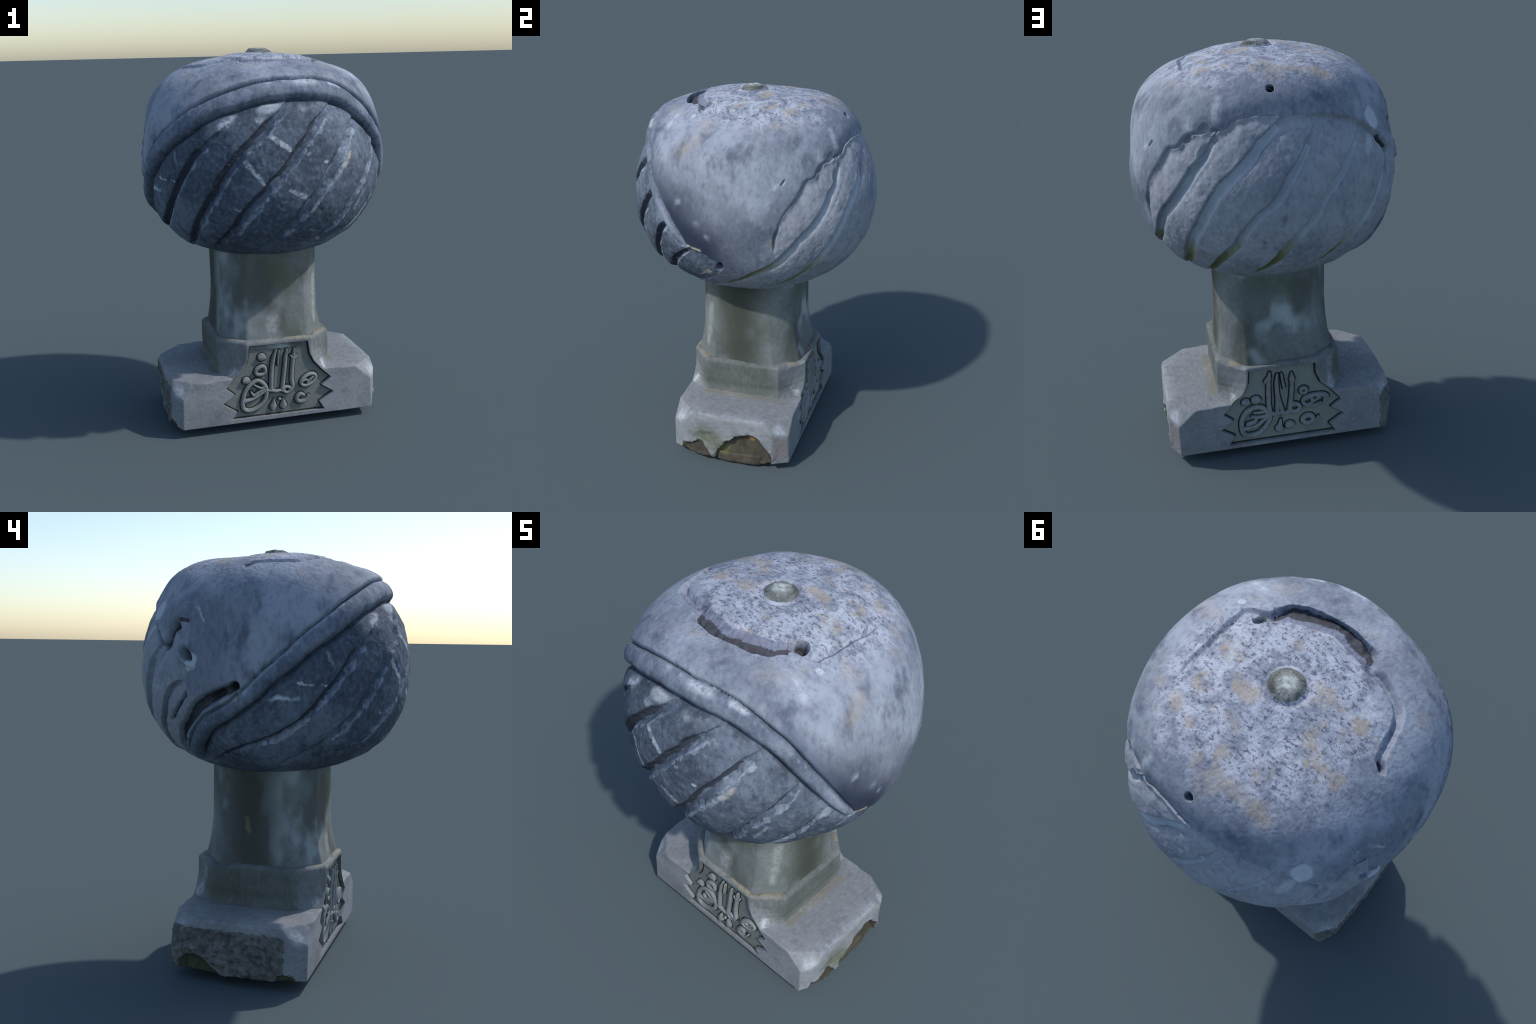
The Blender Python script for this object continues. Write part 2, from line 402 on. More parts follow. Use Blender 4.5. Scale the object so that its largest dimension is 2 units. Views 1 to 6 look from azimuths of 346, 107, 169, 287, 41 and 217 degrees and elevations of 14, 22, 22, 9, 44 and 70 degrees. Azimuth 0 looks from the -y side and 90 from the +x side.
def streak_group():
    """mask round a straight streak from A to B in object space"""
    g = bpy.data.node_groups.new("streak", "ShaderNodeTree")
    for nm, kind in (("P", "NodeSocketVector"), ("A", "NodeSocketVector"), ("B", "NodeSocketVector"), ("Radius", "NodeSocketFloat"), ("Soft", "NodeSocketFloat")):
        g.interface.new_socket(nm, in_out="INPUT", socket_type=kind)
    g.interface.new_socket("Mask", in_out="OUTPUT", socket_type="NodeSocketFloat")
    n = Nodes(g)
    i, o = g.nodes.new("NodeGroupInput"), g.nodes.new("NodeGroupOutput")
    def vec(op, a, b):
        v = n.new("VectorMath", operation=op)
        n.link(a, v.inputs[0])
        n.link(b, v.inputs[1])
        return v
    pa, ba = vec("SUBTRACT", i.outputs["P"], i.outputs["A"]).outputs[0], vec("SUBTRACT", i.outputs["B"], i.outputs["A"]).outputs[0]
    dot1, dot2 = vec("DOT_PRODUCT", pa, ba).outputs["Value"], vec("DOT_PRODUCT", ba, ba).outputs["Value"]
    h = n.math("DIVIDE", dot1, n.math("ADD", dot2, 1e-6), clamp=True)
    sc = n.new("VectorMath", operation="SCALE")
    n.link(ba, sc.inputs[0])
    n.link(h, sc.inputs["Scale"])
    dist = n.new("VectorMath", operation="DISTANCE")
    n.link(pa, dist.inputs[0])
    n.link(sc.outputs[0], dist.inputs[1])
    m = n.new("MapRange", interpolation_type="SMOOTHSTEP")
    n.link(dist.outputs["Value"], m.inputs[0])
    n.link(i.outputs["Radius"], m.inputs[1])
    inner = n.math("MULTIPLY", i.outputs["Radius"], n.math("SUBTRACT", 1.0, i.outputs["Soft"]))
    n.link(inner, m.inputs[2])
    m.inputs[3].default_value, m.inputs[4].default_value = 0, 1
    n.link(m.outputs[0], o.inputs[0])
    return g
STREAK = streak_group()

def stone(name, base, light, dark, grain=.5, grain_scale=60, blotch=.5, stretch=(1, 1, .45), speck=0.0, rough=.8, bump=.25, marks=(), extra=None, blotch_scale=3.2):
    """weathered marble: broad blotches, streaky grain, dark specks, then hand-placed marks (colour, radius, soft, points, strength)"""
    mat = bpy.data.materials.new(name)
    mat.use_nodes = True
    t = mat.node_tree
    n = Nodes(t)
    bsdf = t.nodes["Principled BSDF"]
    P = n.new("TexCoord").outputs["Object"]
    b1 = n.noise(P, blotch_scale, 4, .6).outputs["Fac"]
    col = n.mix(n.ramp(b1, .40, .66, 0, blotch), base, light)
    b2 = n.noise(P, blotch_scale * 2.1, 3, .6, (1, 1.3, .8)).outputs["Fac"]
    col = n.mix(n.ramp(b2, .50, .72, 0, blotch), col, dark)
    g = n.noise(P, grain_scale, 4, .65, stretch).outputs["Fac"]
    col = n.mix(n.ramp(g, .50, .70, 0, grain), col, dark)
    col = n.mix(n.ramp(g, .50, .30, 0, grain * .8), col, light)
    if extra:
        col = extra(n, P, col)
    if speck:
        sp = n.noise(P, 75, 3, .6, (1, 1.5, 1)).outputs["Fac"]
        col = n.mix(n.ramp(sp, .60, .70, 0, speck), col, lin(70, 72, 85))
    if marks:
        wob = n.new("VectorMath", operation="MULTIPLY_ADD")
        n.link(n.noise(P, 24, 4, .65).outputs["Color"], wob.inputs[0])
        wob.inputs[1].default_value = (.036,) * 3
        wob.inputs[2].default_value = (-.018,) * 3
        add = n.new("VectorMath", operation="ADD")
        n.link(P, add.inputs[0])
        n.link(wob.outputs[0], add.inputs[1])
        fine = n.ramp(n.noise(P, 42, 4, .7).outputs["Fac"], .34, .58, .25, 1)
        fine2 = n.ramp(n.noise(P, 30, 4, .6).outputs["Fac"], .30, .60, .6, 1)
        for colour, rad, soft, pts, strength in marks:
            for a, b in zip(pts[:-1], pts[1:]) if len(pts) > 1 else [(pts[0], pts[0])]:
                q = t.nodes.new("ShaderNodeGroup")
                q.node_tree = STREAK
                n.link(add.outputs[0], q.inputs["P"])
                q.inputs["A"].default_value, q.inputs["B"].default_value = a, b
                q.inputs["Radius"].default_value, q.inputs["Soft"].default_value = rad * (1.3 if rad < .02 else 1.1), min(soft * 1.15, .95)
                f = n.math("MULTIPLY", q.outputs[0], strength)
                if soft > .3:
                    f = n.math("MULTIPLY", f, fine2 if rad > .05 else fine) if rad < .12 else f
                col = n.mix(f, col, colour)
    n.link(col, bsdf.inputs["Base Color"])
    bsdf.inputs["Roughness"].default_value = rough
    bsdf.inputs["Specular IOR Level"].default_value = .15
    if bump:
        bn = n.new("Bump")
        bn.inputs["Strength"].default_value = bump
        bn.inputs["Distance"].default_value = .004
        n.link(n.noise(P, 85, 5, .65, stretch).outputs["Fac"], bn.inputs["Height"])
        n.link(bn.outputs[0], bsdf.inputs["Normal"])
    return mat

def at(*pairs, h=0.0):
    return [tuple(float(c) for c in on_turban(a, e, h)) for a, e in pairs]

WHITE, PALE, CREAM, OLIVE, OCHRE, PIT = lin(184, 192, 202), lin(150, 161, 176), lin(184, 180, 158), lin(92, 98, 66), lin(160, 150, 136), lin(38, 42, 30)
BLUE, INK = lin(104, 118, 142), lin(66, 74, 90)

cap_marks = [
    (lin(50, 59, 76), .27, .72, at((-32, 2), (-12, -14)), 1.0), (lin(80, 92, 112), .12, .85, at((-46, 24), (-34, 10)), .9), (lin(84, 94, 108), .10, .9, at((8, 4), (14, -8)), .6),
    (PALE, .028, .8, at((-19, 9)), .8), (PALE, .030, .9, at((-8, 15), (-4, 12)), .7), (PALE, .028, .9, at((-10, 0)), .5), (PALE, .022, .9, at((-5, -6)), .6),
    (WHITE, .016, .4, at((-28, 48)), 1), (WHITE, .034, .9, at((-41, 46), (-38, 40)), .7), (WHITE, .030, .8, at((-149, 61)), .9), (WHITE, .026, .8, at((-160, 62), (-158, 57)), .8),
    (WHITE, .022, .8, at((108, 49)), .9), (WHITE, .028, .9, at((-9, 62), (14, 66)), .8), (WHITE, .024, .9, at((20, 64), (36, 66)), .6),
    (OCHRE, .040, .9, at((40, 51), (46, 52)), .8), (OCHRE, .034, .9, at((58, 55)), .8), (OCHRE, .034, .9, at((79, 67)), .8), (OCHRE, .038, .9, at((-64, 72)), .75), (OCHRE, .03, .9, at((4, 69)), .6),
    (OCHRE, .026, .9, at((26, 60)), .8), (OCHRE, .03, .9, at((59, 76)), .6), (OCHRE, .045, .9, at((93, 53), (119, 45)), .55), (OCHRE, .05, .9, at((-14, 36), (-20, 30)), .45), (OCHRE, .04, .9, at((30, 44)), .5),
    (OCHRE, .05, .9, at((-150, 42)), .35), (OCHRE, .04, .9, at((78, 53)), .45),
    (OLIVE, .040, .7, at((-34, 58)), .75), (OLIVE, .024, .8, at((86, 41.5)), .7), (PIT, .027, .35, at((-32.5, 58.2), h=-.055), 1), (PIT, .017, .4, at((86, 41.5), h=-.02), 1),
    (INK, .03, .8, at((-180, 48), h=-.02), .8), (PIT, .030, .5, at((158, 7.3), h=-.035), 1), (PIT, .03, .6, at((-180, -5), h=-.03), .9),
    (WHITE, .030, .25, at((153, 17), (155, 9)), .85), (WHITE, .042, .22, at((160, 4.5)), .8), (WHITE, .040, .18, at((134, 25.5), (134, 23.5)), .75), (WHITE, .026, .5, at((132, 21)), .7),
    (WHITE, .008, .5, at((154, 28), (158, 27), (162, 25), (166, 19), (171, 12)), .8),
    (WHITE, .045, .9, at((50, 28)), .6), (WHITE, .035, .9, at((62, 37), (62, 31)), .65), (WHITE, .018, .8, at((26, 17), (30, 19)), .7), (CREAM, .012, .6, at((24.5, -7), (25, -11)), .7),
    (OLIVE, .022, .7, at((-180, -8)), .8), (CREAM, .016, .5, at((-16, -12.5), (-11, -14)), .9), (OLIVE, .02, .7, at((18, -25), (4, -33)), .6)]

def crown_dirt(n, P, col):
    """lichen specks and yellow-grey crust gather round the crown, inside a ragged patch"""
    m = n.new("VectorMath", operation="DISTANCE")
    n.link(P, m.inputs[0])
    m.inputs[1].default_value = (.03, .05, 1.99)
    ragged = n.math("ADD", m.outputs["Value"], n.math("MULTIPLY", n.noise(P, 5, 4, .6).outputs["Fac"], .34))
    zone = n.ramp(ragged, .72, .48)
    col = n.mix(n.math("MULTIPLY", zone, n.ramp(n.noise(P, 16, 5, .7).outputs["Fac"], .38, .62, .1, .95)), col, lin(174, 180, 194))
    sp = n.noise(P, 52, 5, .75, (1, 1.4, 1)).outputs["Fac"]
    col = n.mix(n.math("MULTIPLY", zone, n.ramp(sp, .50, .63, 0, .85)), col, lin(74, 77, 92))
    oc = n.noise(P, 7.5, 3, .6).outputs["Fac"]
    return n.mix(n.math("MULTIPLY", zone, n.ramp(oc, .54, .68, 0, .7)), col, OCHRE)

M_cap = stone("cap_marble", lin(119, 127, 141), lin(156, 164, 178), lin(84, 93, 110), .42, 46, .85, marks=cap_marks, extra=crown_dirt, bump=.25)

veins = [(WHITE, .010, .5, at((-113, 23), (-110, 20.5), (-105, 19)), .8), (WHITE, .014, .5, at((-100, 16), (-95, 12), (-92, 10)), .85), (WHITE, .011, .5, at((-110, 5), (-106, 0), (-103, -4)), .8),
         (WHITE, .008, .5, at((-133, -1), (-126, -4)), .7), (WHITE, .006, .5, at((-155, -3), (-149, -4), (-144, -4)), .7), (WHITE, .006, .5, at((-163, -9), (-154, -9)), .7), (WHITE, .008, .7, at((-144, 9), (-141, 2)), .45),
         (WHITE, .008, .6, at((-118, -13), (-115, -15), (-112, -16)), .6), (WHITE, .011, .5, at((-92, -7), (-85, -10)), .75), (CREAM, .016, .6, at((-73, 17)), .8), (WHITE, .012, .6, at((-76, 4)), .75), (WHITE, .012, .7, at((-84, 8)), .5),
         (WHITE, .009, .7, at((-79, 15)), .5), (CREAM, .016, .6, at((-62, 7), (-66, 2)), .85), (WHITE, .008, .7, at((-101, -24), (-96, -27)), .5), (WHITE, .008, .7, at((-79, -27), (-74, -29)), .4),
         (WHITE, .034, .5, at((-121, 20), (-116, 24)), 1), (WHITE, .052, .6, at((-103, 28), (-97, 28.5)), 1), (WHITE, .034, .6, at((-99, 28), (-104, 22.5)), .75), (WHITE, .028, .7, at((-89, 29), (-95, 23), (-100, 18)), .8),
         (WHITE, .04, .8, at((-76, 29), (-84, 27)), .7), (WHITE, .03, .8, at((-66, 25), (-71, 22)), .75), (WHITE, .020, .8, at((-56, 18), (-62, 11)), .7), (PALE, .010, .7, at((-116, -29), (-111, -22), (-104, -15)), .7),
         (PALE, .011, .6, at((-82, -18), (-79, -13), (-67, 1), (-62, 8), (-53, 17)), .75), (PALE, .010, .7, at((-42, 3), (-51, -7)), .7), (PALE, .009, .7, at((-55, -19), (-50, -11)), .6), (PALE, .012, .7, at((-46, 19), (-52, 16), (-59, 11)), .7),
         (WHITE, .012, .5, at((-167, -10), (-163, -9), (-154, -9)), .7), (WHITE, .007, .5, at((-157, -2), (-150, -4), (-144, -4)), .6), (CREAM, .02, .5, at((-14, -31), (-8, -26)), .9), (PALE, .010, .8, at((-171, -15), (178, -21), (168, -28), (160, -36)), .5)]
M_front = stone("front_fold_marble", lin(76, 86, 100), lin(122, 134, 151), lin(50, 57, 69), .55, 48, .6, marks=veins, bump=.45, stretch=(1, 1, .8))
M_front_strip = stone("front_strip_marble", lin(88, 100, 118), lin(136, 148, 166), lin(58, 66, 80), .5, 48, .6, marks=veins[17:23], bump=.4)
band_marks = [(WHITE, .030, .8, at((-100, 38)), .6), (WHITE, .034, .7, at((-84, 38), (-76, 38)), .85), (WHITE, .024, .8, at((-66, 37), (-60, 35)), .8), (WHITE, .02, .8, at((-111, 35)), .6), (WHITE, .016, .8, at((-92, 39)), .5),
              (PALE, .012, .6, at((-54, 34.5), (-46, 29.5), (-39, 24.5), (-34, 18.5), (-28, 10.5), (-22, 2.5), (-17, -7)), .8), (PALE, .012, .5, at((-176, -7), (-166, 4), (-157, 11), (-147, 19.5), (-136, 27)), .75), (PALE, .010, .7, at((-126, 31), (-113, 36), (-100, 39.5), (-80, 40), (-62, 37.5)), .6),  # PALE lines paint light caught on the band's lip
              (CREAM, .022, .7, at((-180, -9)), .8), (OLIVE, .014, .7, at((-179, -7)), .8)]
M_band = stone("band_marble", lin(94, 104, 120), lin(146, 156, 172), lin(66, 75, 90), .5, 48, .6, marks=band_marks, bump=.4, stretch=(1, 1, .8))
back_marks = [(WHITE, .012, .7, at((66, 22), (61, 14), (56, 7), (51, 1), (45, -6)), .5), (PALE, .03, .9, at((72, 26), (64, 16)), .7), (PALE, .03, .9, at((100, 10), (92, 0)), .5), (WHITE, .020, .7, at((93, 26), (83, 21), (79, 16), (76, 12)), .5), (INK, .030, .9, at((88, -6)), .55), (INK, .034, .9, at((80, -17)), .6), (INK, .026, .9, at((55, -9)), .5), (INK, .028, .9, at((112, -8)), .4), (INK, .035, .9, at((38, -2), (40, -6)), .4),
              (WHITE, .026, .6, at((130, 18), (127, 14)), .6), (WHITE, .030, .9, at((58, 18), (54, 14)), .6), (OLIVE, .05, .9, at((60, -25), (44, -22)), .35), (PALE, .02, .7, at((146, 10), (142, 2), (140, -6)), .6)]
M_back = stone("back_fold_marble", lin(136, 142, 153), lin(166, 172, 181), lin(98, 106, 119), .45, 50, .5, marks=back_marks, bump=.3)

def moss(n, P, col):
    """moss has settled in the lower ends of the strips"""
    z = n.new("SeparateXYZ")
    n.link(P, z.inputs[0])
    f = n.math("ADD", z.outputs[2], n.math("MULTIPLY", n.noise(P, 12, 3, .6).outputs["Fac"], .20))
    col = n.mix(n.ramp(f, 1.37, 1.26, 0, .85), col, lin(136, 138, 96))
    return n.mix(n.ramp(f, 1.30, 1.20, 0, .75), col, lin(94, 97, 58))
M_back_strip = stone("back_strip_marble", lin(160, 170, 182), lin(186, 195, 204), lin(130, 140, 152), .25, 50, .4, extra=moss, bump=.15)
M_gap = stone("gap_stone", lin(70, 72, 78), lin(92, 94, 102), lin(48, 50, 55), .5, 50, .6)  # cavity shadow darkened into the stone colour, also under the cap flap
M_ledge = stone("ledge_wall_stone", lin(108, 112, 130), lin(150, 156, 174), lin(76, 80, 98), .6, 40, .7, bump=.5)
M_crest = stone("pale_crest_marble", lin(116, 128, 145), lin(164, 174, 188), lin(76, 86, 102), .7, 60, .6, bump=.4)
M_wall = stone("cut_wall_stone", lin(60, 67, 78), lin(80, 88, 102), lin(42, 47, 55), .5, 50, .5)  # groove shade baked into a darker wall colour
M_knob = stone("knob_stone", lin(104, 108, 106), lin(150, 155, 154), lin(58, 61, 58), .8, 34, .7, marks=[(lin(190, 198, 198), .050, .8, [(.005, -.003, 2.0)], 1.0)], bump=.5)

# ------------------------------------------------------------------ object helpers
def mesh_object(name, verts, faces, mat, parent=None, smooth=True):
    me = bpy.data.meshes.new(name)
    me.from_pydata([tuple(map(float, v)) for v in verts], [], [tuple(map(int, f)) for f in faces])
    me.update()
    ob = bpy.data.objects.new(name, me)
    bpy.context.collection.objects.link(ob)
    if mat:
        me.materials.append(mat)
    me.shade_smooth() if smooth else None
    ob.parent = parent
    return ob

def quads_object(name, V, Q, normals, mat, parent):
    """object from numpy verts and quads/tris (-1 padded), with given vertex normals"""
    used = np.unique(Q[Q >= 0])
    remap = np.full(len(V), -1)
    remap[used] = np.arange(len(used))
    me = bpy.data.meshes.new(name)
    tri = Q[:, 3] < 0
    sizes = np.where(tri, 3, 4)
    loops = remap[np.where(Q >= 0, Q, 0)][np.arange(4)[None] < sizes[:, None]]
    me.vertices.add(len(used))
    me.vertices.foreach_set("co", V[used].astype(np.float32).ravel())
    me.loops.add(len(loops))
    me.loops.foreach_set("vertex_index", loops.astype(np.int32))
    me.polygons.add(len(Q))
    me.polygons.foreach_set("loop_start", np.r_[0, np.cumsum(sizes)[:-1]].astype(np.int32))
    me.polygons.foreach_set("use_smooth", np.ones(len(Q), bool))
    me.update(calc_edges=True)
    me.validate()
    me.normals_split_custom_set_from_vertices(normals[used])
    me.materials.append(mat)
    ob = bpy.data.objects.new(name, me)
    bpy.context.collection.objects.link(ob)
    ob.parent = parent
    return ob

ROOT = bpy.data.objects.new("turban_headstone", None)
bpy.context.collection.objects.link(ROOT)
ROOT["label"] = "weathered grey marble turban headstone on an inscribed block"
ROOT["category"] = "stone headstone"

def group(name):
    e = bpy.data.objects.new(name, None)
    bpy.context.collection.objects.link(e)
    e.parent = ROOT
    return e
TURBAN = group("turban")

# ------------------------------------------------------------------ turban mesh, split by region
rows, cols = NE - 1, NA
idg = np.arange(rows * cols).reshape(rows, cols)
a, b = idg[:-1], idg[1:]
Q = np.stack([a, np.roll(a, -1, 1), np.roll(b, -1, 1), b], -1).reshape(-1, 4)
top = idg[-1]
Q = np.vstack([Q, np.stack([top, np.roll(top, -1), np.full(cols, N - 1), np.full(cols, -1)], -1)])
nrm = np.zeros_like(V)
quad = Q[:, 3] >= 0
fn = np.cross(V[Q[:, 1]] - V[Q[:, 0]], V[Q[:, 2]] - V[Q[:, 0]])
for k in range(4):
    m = Q[:, k] >= 0
    np.add.at(nrm, Q[m, k], fn[m])
nrm /= np.linalg.norm(nrm, axis=1)[:, None] + 1e-12

region = np.zeros(N, int)                     # 0 cap
region[front_zone] = 100
region[back_zone] = 200
cuts_f = np.stack([np.mod(curve_az(c, ELf), 360) for c, _, _ in FRONT])
azf = np.where(azu < 100, azu + 360, azu)
cuts_f = np.where(cuts_f < 100, cuts_f + 360, cuts_f)
region[front_zone] += (azf[None] > cuts_f).sum(0)[front_zone]
cuts_b = np.stack([curve_az(c, ELf) for c, _, _ in BACK])
region[back_zone] += (az_b[None] > cuts_b).sum(0)[back_zone]
region[(strip > 0) & (strip < 20)] = 300
region[strip > 20] = 400
region[is_band] = 500
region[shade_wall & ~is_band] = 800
region[crest & ~is_band] = 900
region[ledge_wall] = 1000
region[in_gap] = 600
region[knob] = 700
fr = region[Q[:, 0]]
for r in np.unique(fr):
    q = Q[fr == r]
    kind = r // 100
    nm = {0: "cap", 1: "fold", 2: "fold", 3: "sunk_strip", 4: "sunk_strip", 5: "rolled_band", 6: "gap", 7: "knob", 8: "cut_wall", 9: "pale_crest", 10: "ledge_wall"}[kind]
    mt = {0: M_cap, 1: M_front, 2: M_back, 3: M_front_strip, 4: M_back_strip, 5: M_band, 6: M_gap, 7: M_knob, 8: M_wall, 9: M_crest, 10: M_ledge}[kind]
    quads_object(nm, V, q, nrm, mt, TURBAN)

# ------------------------------------------------------------------ neck, collar, block
def bulk(name, loops, mat, parent, voxel, smooth_it=6, sub=1):
    """loft through closed loops, remeshed fine and softened"""
    loops = [np.asarray(l, float) for l in loops]
    n = len(loops[0])
    verts = np.vstack(loops)
    faces = [(k * n + i, k * n + (i + 1) % n, (k + 1) * n + (i + 1) % n, (k + 1) * n + i) for k in range(len(loops) - 1) for i in range(n)]
    faces += [tuple(range(n))[::-1], tuple(range((len(loops) - 1) * n, len(loops) * n))]
    ob = mesh_object(name, verts, faces, mat, parent)
    return refine(ob, voxel, smooth_it)

def apply_mods(ob):
    dg = bpy.context.evaluated_depsgraph_get()
    dg.update()
    me = bpy.data.meshes.new_from_object(ob.evaluated_get(dg))
    old = ob.data
    ob.modifiers.clear()
    ob.data = me
    name = old.name
    bpy.data.meshes.remove(old)
    me.name = name
    return ob

def refine(ob, voxel, smooth_it):
    m = ob.modifiers.new("r", "REMESH")
    m.mode, m.voxel_size, m.use_smooth_shade = "VOXEL", voxel, True
    if smooth_it:
        s = ob.modifiers.new("s", "SMOOTH")
        s.factor, s.iterations = .5, smooth_it
    return apply_mods(ob)

def coords(ob):
    me = ob.data
    co = np.empty(len(me.vertices) * 3, np.float32)
    me.vertices.foreach_get("co", co)
    no = np.empty(len(me.vertices) * 3, np.float32)
    me.vertices.foreach_get("normal", no)
    return co.reshape(-1, 3).astype(float), no.reshape(-1, 3).astype(float)

def put(ob, co):
    ob.data.vertices.foreach_set("co", co.astype(np.float32).ravel())
    ob.data.update()

def octagon(z, fx, sy, sx, yf, yb):
    return [(fx, yf, z), (sx, -sy, z), (sx, sy, z), (fx, yb, z), (-fx, yb, z), (-sx, sy, z), (-sx, -sy, z), (-fx, yf, z)]

def bowed(z, fx, sy, sx, fy, bow):
    """octagon whose faces swell outwards by bow"""
    c = np.array(octagon(z, fx, sy, sx, -fy, fy))
    out = []
    for a, b in zip(c, np.roll(c, -1, 0)):
        n = np.array([b[1] - a[1], a[0] - b[0], 0])
        n /= np.linalg.norm(n)
        out += [tuple(a + (b - a) * t + n * bow * 4 * t * (1 - t)) for t in (0, .25, .5, .75)]
    return out

def neck_stain(n, P, col):
    m = n.noise(P, 4.2, 3, .5, (1, 1, .6)).outputs["Fac"]
    col = n.mix(n.ramp(m, .50, .64, 0, .75), col, lin(84, 88, 82))
    m2 = n.noise(P, 5.5, 2, .5, (1, 1.2, .7)).outputs["Fac"]
    return n.mix(n.ramp(m2, .52, .66, 0, .6), col, lin(172, 182, 184))
neck_marks = [(lin(66, 69, 62), .22, .85, [(.285, -.02, .92), (.29, -.02, .54)], .95), (lin(66, 69, 62), .22, .85, [(-.285, .03, .92), (-.29, .03, .54)], .9), (lin(92, 100, 72), .11, .9, [(0, -.26, .90), (.05, -.26, .80)], .6),
              (lin(92, 108, 92), .09, .9, [(.10, .26, .90), (-.05, .26, .88)], .6), (lin(184, 190, 184), .035, .8, [(.22, -.19, .80), (.215, -.21, .56)], .5), (lin(178, 186, 190), .05, .9, [(-.02, .26, .75), (-.07, .27, .66)], .6),  # pale streak at the front right chamfer: highlight painted on
              (lin(176, 178, 178), .05, .9, [(-.02, -.28, .60), (-.03, -.28, .55)], .6), (lin(150, 140, 96), .02, .9, [(-.27, .05, .72), (-.27, .04, .66)], .6)]
M_neck = stone("neck_stone", lin(106, 113, 112), lin(140, 148, 150), lin(80, 88, 94), .3, 60, .5, extra=neck_stain, marks=neck_marks, bump=.2, stretch=(1, 1, .75), rough=.92)
collar_marks = [(lin(68, 75, 66), .13, .6, [(.31, -.15, .40), (.31, .12, .40)], .55), (lin(68, 74, 58), .13, .6, [(-.31, -.12, .40), (-.31, .18, .40)], .6), (lin(88, 82, 52), .022, .8, [(.325, -.22, .31), (.33, .20, .31)], .7), (lin(88, 82, 52), .022, .8, [(-.325, -.22, .31), (-.33, .20, .31)], .6),
                (lin(190, 198, 204), .035, .9, [(.26, -.30, .34), (.25, -.30, .32)], .7), (lin(190, 198, 204), .035, .9, [(-.26, -.30, .34)], .6), (lin(190, 198, 204), .035, .9, [(.26, .31, .34)], .7), (lin(190, 198, 204), .04, .9, [(-.26, .31, .34), (-.27, .28, .45)], .6),
                (lin(150, 140, 110), .03, .8, [(.17, -.30, .50), (.27, -.22, .50)], .6), (lin(160, 150, 124), .03, .8, [(.24, .26, .50), (.05, .31, .50)], .7), (lin(160, 150, 124), .025, .8, [(-.2, -.28, .50), (.15, -.31, .50)], .6)]
M_collar = stone("collar_stone", lin(108, 113, 114), lin(146, 152, 155), lin(78, 84, 87), .4, 60, .45, marks=collar_marks, bump=.25)
M_block = stone("block_stone", lin(123, 127, 131), lin(154, 159, 164), lin(94, 99, 104), .4, 60, .45, bump=.3, stretch=(1, .5, 1),
                marks=[(lin(178, 186, 196), .05, .8, [(.54, -.28, .25)], .8), (lin(178, 186, 196), .05, .8, [(-.54, -.28, .25)], .8), (lin(178, 186, 196), .05, .8, [(.54, .29, .25)], .8), (lin(178, 186, 196), .05, .8, [(-.54, .29, .25)], .6),
                       (lin(172, 180, 192), .022, .9, [(.55, -.2, .285), (.55, .2, .285)], .6), (lin(120, 114, 90), .03, .9, [(.33, -.2, .31), (.33, .2, .31)], .7), (lin(110, 110, 92), .03, .9, [(-.33, -.2, .31), (-.33, .2, .31)], .6),
                       (lin(92, 98, 70), .10, .8, [(.575, -.14, .17), (.575, -.05, .12)], .75), (lin(120, 108, 108), .05, .6, [(.555, .295, .10), (.555, .295, .18)], .7)])
M_break = stone("broken_stone", lin(66, 62, 55), lin(92, 88, 76), lin(44, 41, 37), .5, 30, .6, marks=[(lin(196, 150, 80), .022, .8, [(.54, .135, .18)], .9), (lin(110, 116, 76), .06, .9, [(.54, -.03, .10)], .7)])
M_moss_break = stone("mossy_break_stone", lin(60, 65, 50), lin(82, 86, 68), lin(42, 46, 36), .6, 40, .6)
M_rough = stone("hammered_stone", lin(88, 90, 88), lin(130, 132, 130), lin(56, 58, 55), .7, 40, .6, bump=.6, stretch=(1, 1, 1))
M_panel = stone("panel_stone", lin(108, 114, 112), lin(126, 132, 130), lin(86, 92, 88), .35, 90, .4, bump=.2, stretch=(1, 1, 1))
M_panel_pale = stone("panel_pale_stone", lin(128, 134, 128), lin(144, 150, 144), lin(106, 112, 106), .35, 90, .4, bump=.2, stretch=(1, 1, 1))
M_dark_outline = stone("dark_outline", lin(46, 48, 42), lin(62, 63, 54), lin(32, 34, 30), .5, 60, .5, bump=.1)
M_letter = stone("letter_stone", lin(122, 127, 127), lin(148, 154, 156), lin(92, 97, 95), .5, 70, .5, bump=.2, stretch=(1, 1, 1))

# neck: octagon with softened corners, waisted, flaring into the collar
neck_rows = [(.44, .170, .175, .292, .305), (.495, .168, .172, .284, .297), (.53, .166, .168, .277, .288), (.57, .165, .161, .271, .277), (.63, .163, .153, .265, .267), (.72, .162, .146, .262, .260), (.84, .161, .141, .262, .258), (.94, .161, .140, .264, .259), (1.03, .161, .140, .264, .259)]
neck = bulk("neck", [bowed(z, fx, sy, sx + .002, fy + .003, .003 + .009 * float(sstep(.5, .62, z))) for z, fx, sy, sx, fy in neck_rows], M_neck, ROOT, .0075, 6)
co, no = coords(neck)
put(neck, co + no * (.003 * vnoise(co, 6, 201, 2) + .0006 * vnoise(co, 50, 202, 2))[:, None])

